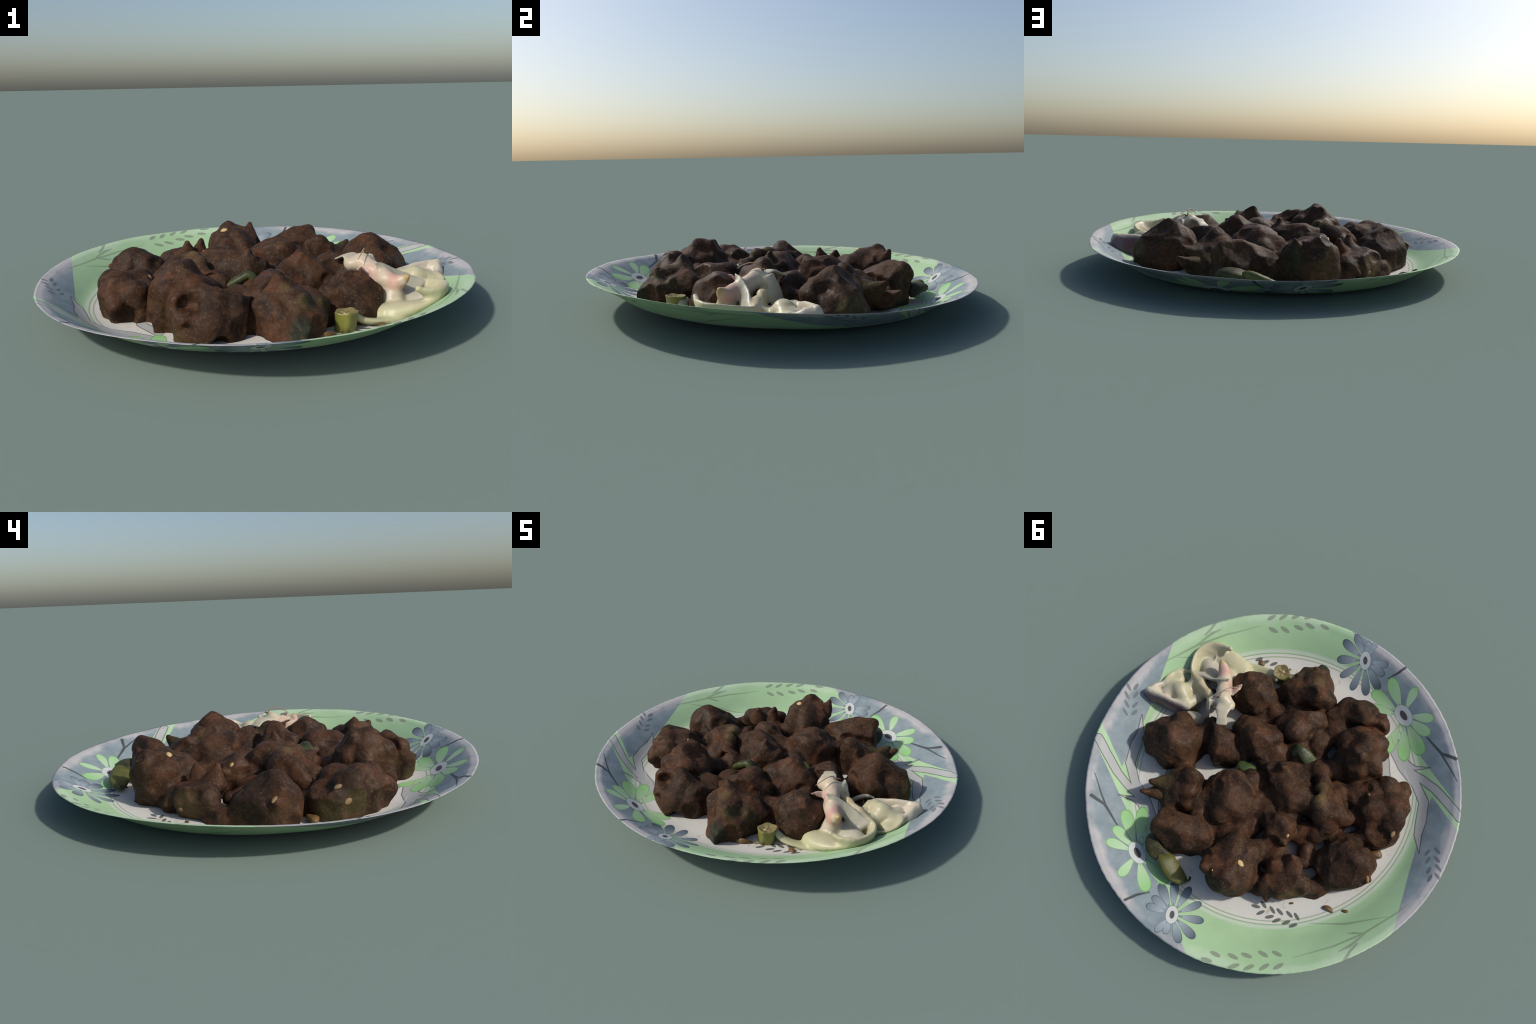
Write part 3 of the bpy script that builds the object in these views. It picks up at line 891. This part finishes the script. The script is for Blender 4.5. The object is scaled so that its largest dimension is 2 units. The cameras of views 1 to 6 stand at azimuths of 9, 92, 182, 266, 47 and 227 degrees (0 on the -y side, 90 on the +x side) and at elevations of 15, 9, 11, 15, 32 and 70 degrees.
def build_onion():
    top = empty("cut_onion", "pale cut onion with pink shoot and purple skin", "onion")
    cream = onion_material("onion_cream", (.50, .46, .30), (.43, .395, .25), green=1)
    grey = onion_material("onion_pale", (.42, .395, .305), (.37, .345, .26))
    yellow = onion_material("onion_yellow", (.56, .44, .24), (.48, .42, .28))
    pink = onion_material("onion_shoot_pink", (.51, .455, .335), (.46, .395, .28), pink=1)
    white = onion_material("onion_white", (.47, .43, .325), (.41, .37, .27))
    parts = [
        # pink shoot: pointed tip, fat body, cut head, foot melting into the leaves
        ("onion_shoot", pink, chain([(.691, -.252, .199, .010), (.674, -.246, .183, .019), (.648, -.233, .163, .030), (.605, -.198, .168, .036), (.545, -.138, .192, .036), (.502, -.100, .213, .037), (.456, -.102, .204, .031)])
         + chain([(.635, -.225, .14, .034), (.635, -.235, .09, .050), (.645, -.240, .04, .060)]) + chain([(.57, -.165, .15, .042), (.56, -.155, .05, .06)]) + chain([(.515, -.10, .21, .034), (.538, -.062, .205, .026)])
         + [([(.505, -.165, .195), (.497, -.205, .212), (.492, -.225, .224)], [.022, .018, .006], [.006, .005, .004], (.3, .8, -.4))], .02),
        # broad soft leaf lying on the plate in front
        ("onion_layer", cream, [([(.535, -.292, .046), (.60, -.315, .062), (.67, -.322, .074), (.74, -.312, .088), (.800, -.288, .106), (.835, -.258, .120)], [.034, .064, .074, .066, .052, .022], [.022, .036, .038, .030, .018, .010],
                                 [(.25, -.93, .20), (.2, -.94, .22), (.05, -.96, .25), (-.25, -.92, .28), (-.4, -.86, .3), (-.5, -.8, .3)])], .02),
        # standing curved leaf with its tip turned over
        ("onion_layer", cream, [([(.690, -.112, .100), (.778, -.116, .096), (.824, -.170, .110), (.838, -.232, .126), (.820, -.293, .139), (.782, -.328, .153), (.738, -.346, .174)], [.042, .054, .056, .054, .046, .032, .014], [.018, .018, .018, .018, .017, .015, .011],
                                 [(.1, .15, 1), (.15, .2, 1), (.3, 0, 1), (.35, -.1, 1), (.3, -.25, 1), (.15, -.4, 1), (0, -.5, 1)])], .02),
        # yellowish rib
        ("onion_layer", yellow, chain([(.555, -.072, .163, .016), (.610, -.078, .160, .017), (.690, -.092, .147, .019), (.754, -.105, .131, .019)])
         + [([(.555, -.070, .11), (.65, -.085, .095), (.75, -.10, .085)], [.05, .05, .05], [.016, .018, .018], (.1, .35, 1))], .02),
        # pale flap leaning from the rib to the shoot
        ("onion_layer", grey, [([(.563, -.192, .238), (.585, -.178, .220), (.625, -.160, .188), (.680, -.148, .150), (.745, -.150, .110)], [.006, .017, .028, .038, .045], [.005, .007, .009, .010, .012], (.35, .62, .70)),
                               ([(.60, -.20, .085), (.68, -.16, .078), (.76, -.18, .080), (.79, -.23, .090), (.755, -.285, .096)], [.03, .04, .04, .035, .02], [.012, .012, .012, .012, .012], [(0, 1, .2), (-.3, 1, .2), (-1, .3, .2), (-1, -.2, .3), (-.3, -1, .2)]),
                               ((.735, -.205, .045), .075, (.735, -.205, .062), .062), ((.69, -.19, .045), .06, (.68, -.18, .07), .05), ((.775, -.21, .06), .055, (.775, -.21, .085), .045)], .02),
        # skins around the head
        ("onion_layer", white, [([(.490, -.085, .200), (.455, -.058, .230), (.428, -.026, .224), (.403, .002, .205)], [.024, .040, .028, .030], [.009, .009, .008, .006], (.75, .62, .1)),
                                ([(.552, .000, .060), (.548, -.015, .130), (.545, -.025, .180), (.542, -.033, .226)], [.050, .046, .038, .014], [.010, .009, .008, .006], (.80, -.60, .0)),
                                ([(.530, .035, .070), (.565, .062, .098), (.598, .085, .112), (.625, .098, .108)], [.026, .038, .032, .010], [.010, .012, .010, .006], (.35, -.75, .55))], .02),
        # strip lying on the plate towards the okra
        ("onion_layer", cream, [([(.440, -.435, .098), (.470, -.445, .092), (.52, -.435, .066), (.580, -.405, .056), (.64, -.370, .058), (.690, -.345, .066)], [.016, .024, .030, .034, .032, .014], [.011, .014, .014, .012, .012, .010],
                                 [(.2, -.8, .5), (.1, -.8, .6), (.2, -.9, .4), (.3, -.9, .3), (.4, -.9, .25), (.4, -.9, .25)]),
                                ([(.50, -.30, .032), (.58, -.37, .042), (.66, -.37, .052)], [.05, .06, .03], [.010, .010, .010], (.5, -.85, .1))], .02),
        # thin ring around the wedge
        ("onion_layer", cream, [([(.800, .060, .105), (.852, .028, .118), (.866, -.018, .114), (.850, -.075, .106), (.800, -.122, .095)], [.012, .015, .015, .014, .012], [.007, .007, .007, .007, .007], (.6, .1, .8))], .012),
        # wedge: purple outer wall and a hollow behind its rim
        ("onion_wedge", wedge_material(), [([(.862, .155, .118), (.810, .138, .112), (.750, .112, .104), (.695, .086, .094), (.655, .064, .080)], [.052, .056, .056, .052, .044], [.020, .020, .020, .019, .016], [(.05, -.16, 1), (.05, -.16, 1), (.05, -.16, 1), (.05, -.16, 1), (.05, -.12, 1)]),
                                           ([(.862, .150, .116), (.868, .100, .112), (.850, .050, .104)], [.052, .044, .030], [.020, .020, .016], (-.25, .1, 1))] + [((.845, .135, .09), .045, (.843, .130, .125), .034), ((.79, .08, .06), .055, (.795, .08, .100), .040), ((.72, .06, .05), .05, (.71, .06, .09), .03)], .03),
        ("onion_core", cream, chain([(.690, .030, .118, .030), (.745, .015, .124, .040), (.795, .022, .116, .034)]) + [((.75, .01, .05), .07, (.75, .012, .10), .05)]
         + chain([(.69, .045, .11, .022), (.66, .02, .10, .022), (.66, -.03, .09, .03)]) + [((.82, -.03, .06), .05, (.825, -.035, .082), .035), ((.825, .015, .07), .05, (.825, .015, .085), .042)] + chain([(.74, -.01, .09, .04), (.73, -.06, .08, .04), (.70, -.09, .07, .04)]), .03),
    ]
    field = Field((.34, -.52, .0), (.94, .22, .27), .0042)
    for i, (_, _, prims, k) in enumerate(parts):
        field.add_group(prims, i, .022, k * 1.1)
    field.clip_below_plate(.0014)
    V, Q, L = field.surface()
    V = relax(V, Q, 10)
    fade = smooth01(0, .02, V[:, 2] - plate_z(V[:, 0], V[:, 1]))[:, None]
    V = V + fade * (.0035 * np.stack([perlin(V, 16, q + 2) for q in range(3)], 1) + .0014 * np.stack([perlin(V, 45, q + 5) for q in range(3)], 1))
    split_by_label(lambda i: parts[i][0], lambda i: parts[i][1], V, Q, L, vertex_normals(V, Q), top)
    # root hairs: a brown tuft and one long curled thread
    hair_m = simple_material("root_fibre", (.13, .065, .025), (.24, .14, .06), 30, .7)
    Vs, Fs, off = [], [], 0
    rng = np.random.default_rng(4)
    for _ in range(150):
        p = np.array([.632, .045, .060]) + rng.normal(size=3) * [.020, .018, .014]
        d = np.array([-.25, .15, .25]) + rng.normal(size=3) * .7
        d = d / np.linalg.norm(d) * rng.uniform(.018, .04)
        V, F = tube([p, p + d * .5 + rng.normal(size=3) * .004, p + d], rng.uniform(.0012, .0026), 8, 5)
        Vs.append(V)
        Fs += [tuple(i + off for i in f) for f in F]
        off += len(V)
    ob = new_object("root_tuft", np.vstack(Vs), Fs, hair_m, top)
    ob["kind"] = "stuff"
    V, F = tube([(.512, -.080, .240), (.510, -.085, .262), (.512, -.105, .279), (.507, -.135, .281), (.496, -.170, .268), (.485, -.192, .252)], [.006, .0035, .0028, .0026, .0024, .0016], 40, 8)
    new_object("root_thread", V, F, simple_material("root_pale", (.30, .19, .12), (.42, .29, .20), 40, .7), top)
    V, F = tube([(.520, -.075, .225), (.516, -.078, .243), (.524, -.070, .255), (.535, -.062, .252)], [.010, .006, .004, .002], 20, 8)
    new_object("root_thread", V, F, hair_m, top)
    return top


# --------------------------------------------------- okra and green chillies
def build_greens(tree):
    okra_m = simple_material("okra_green", (.095, .100, .018), (.20, .20, .04), 9, .38, .5, .25)
    flesh_m = simple_material("okra_flesh", (.15, .115, .04), (.25, .20, .085), 30, .5, .4, .4, speck=(.36, .30, .14))
    chilli_m = simple_material("chilli_green", (.042, .062, .016), (.105, .125, .030), 10, .28, .55, .2)
    pod_m = simple_material("pod_olive", (.050, .054, .012), (.125, .122, .028), 12, .5, .35, .4)
    chilli_dull = simple_material("chilli_dull", (.020, .022, .010), (.062, .078, .020), 22, .45, .35, .5, speck=(.06, .04, .02))
    dark_m = simple_material("chilli_sauced", (.020, .020, .012), (.060, .056, .020), 12, .6, .25, .5, speck=(.14, .12, .08))
    # okra stub: pentagonal, upright, hollow
    okra = empty("okra_piece", "short upright cut piece of green okra", "okra")
    cx, cy, n = .440, -.483, 60
    prof = [(.80, .010, 0), (.92, .022, 0), (.92, .060, 0), (.94, .090, 0), (1.0, .106, 0), (1.01, .111, 0), (.95, .114, 0), (.82, .113, 1), (.70, .110, 1), (.52, .107, 1), (.30, .106, 1), (.05, .107, 1)]
    V, F = [], []
    for rad, z, _ in prof:
        for q in range(n):
            a = math.tau * q / n
            pent = 1 + .05 * math.cos(5 * a + .6)
            R = .047 * rad * pent
            zz = z + .020 + .06 * (R * math.cos(a) - R * math.sin(a)) + (.0015 * math.cos(5 * a + .6) if z > .08 else 0)
            V.append((cx + R * math.cos(a) + .06 * (z - .05), cy + R * math.sin(a) + .02 * (z - .05), zz - .012))
    for j in range(len(prof) - 1):
        for q in range(n):
            F.append((j * n + q, j * n + (q + 1) % n, (j + 1) * n + (q + 1) % n, (j + 1) * n + q))
    V = np.array(V)
    V += .0025 * np.stack([perlin(V, 25, s) for s in range(3)], 1)
    V[:, 2] = np.maximum(V[:, 2], plate_z(V[:, 0], V[:, 1]) - .0014)
    body = new_object("okra_wall", V, F[:6 * n], okra_m, okra)
    new_object("okra_inside", V, F[6 * n:], flesh_m, okra)
    seed = ribbon("okra_seed", [(cx - .012, cy - .006, .109), (cx, cy - .01, .112), (cx + .014, cy - .008, .110)], [.004, .007, .004], .004, (0, 1, 0), simple_material("okra_seed_pale", (.38, .32, .15), (.5, .43, .22), 30), okra, rows=14, ring=10)

    def chilli(label, name, *parts):
        top = empty(name, label, "chilli")
        for kind, spine, w, t, across, mat in parts:
            ribbon(kind, spine, w, t, across, mat, top, rows=36)
        return top

    # curl of chilli in the middle of the heap
    chilli("green chilli ring half buried in the meat", "green_chilli",
           ("chilli_flesh", [(.040, -.188, .115), (.025, -.199, .145), (.005, -.208, .172), (-.035, -.211, .152), (-.080, -.212, .125), (-.115, -.205, .11)], [.030, .040, .030, .038, .040, .030], [.022, .026, .020, .020, .020, .020], (.3, -.8, .2), chilli_dull))
    # smooth piece lying between the chunks
    chilli("smooth glossy green chilli piece", "green_chilli",
           ("chilli_flesh", [(.205, .060, .085), (.165, .062, .100), (.12, .048, .098), (.075, .040, .080)], [.026, .034, .034, .020], [.022, .026, .026, .016], (.3, .9, .1), chilli_m))
    # long split pod at the back edge
    chilli("split green pod smeared with dark sauce", "green_chilli",
           ("pod_wall", [(.130, .670, .060), (.075, .694, .076), (.020, .706, .062), (-.030, .706, .046), (-.085, .694, .030)], [.022, .046, .050, .042, .018], [.014, .024, .024, .020, .010], (.25, .75, .35), pod_m),
           ("sauced_wall", [(.235, .640, .050), (.205, .672, .088), (.155, .700, .088), (.105, .694, .075), (.06, .67, .06)], [.012, .036, .044, .038, .02], [.008, .018, .023, .022, .012], (.35, .75, -.1), dark_m),
           ("pod_tail", [(-.060, .700, .034), (-.085, .680, .044), (-.072, .660, .034)], [.008, .007, .003], .006, (0, 0, 1), dark_m))
    # small scraps
    scrap_m = simple_material("brown_scrap", (.085, .045, .015), (.17, .095, .030), 30, .5, .4, .5)
    for spine, w, t, ac, m in (([(-.625, -.120, .030), (-.655, -.135, .034), (-.690, -.140, .026)], [.018, .026, .012], [.010, .014, .008], (.3, .9, .2), scrap_m),
                               ([(-.655, .262, .014), (-.685, .248, .022), (-.718, .250, .020)], [.008, .013, .005], .006, (.2, .9, .3), scrap_m),
                               ([(-.735, .205, .024), (-.752, .195, .030), (-.765, .19, .030)], [.006, .009, .004], .005, (.2, .9, .3), scrap_m),
                               ([(.572, -.458, .050), (.590, -.463, .060), (.612, -.468, .058)], [.008, .014, .006], .008, (.4, .8, .2), scrap_m),
                               ([(-.525, .372, .010), (-.540, .360, .013)], [.006, .004], .004, (.2, .9, .1), scrap_m),
                               ([(.33, -.60, .05), (.375, -.585, .058), (.405, -.55, .05)], [.01, .014, .008], .008, (.4, .5, .6), scrap_m)):
        ob = ribbon("food_scrap", spine, w, t, ac, m, None, rows=16, ring=12, bumps=.006)
        ob["label"], ob["category"] = "small brown scrap of fried food", "food scrap"


build_plate()
pile, tree = build_meat()
build_seeds(pile, tree)
build_onion()
build_greens(tree)
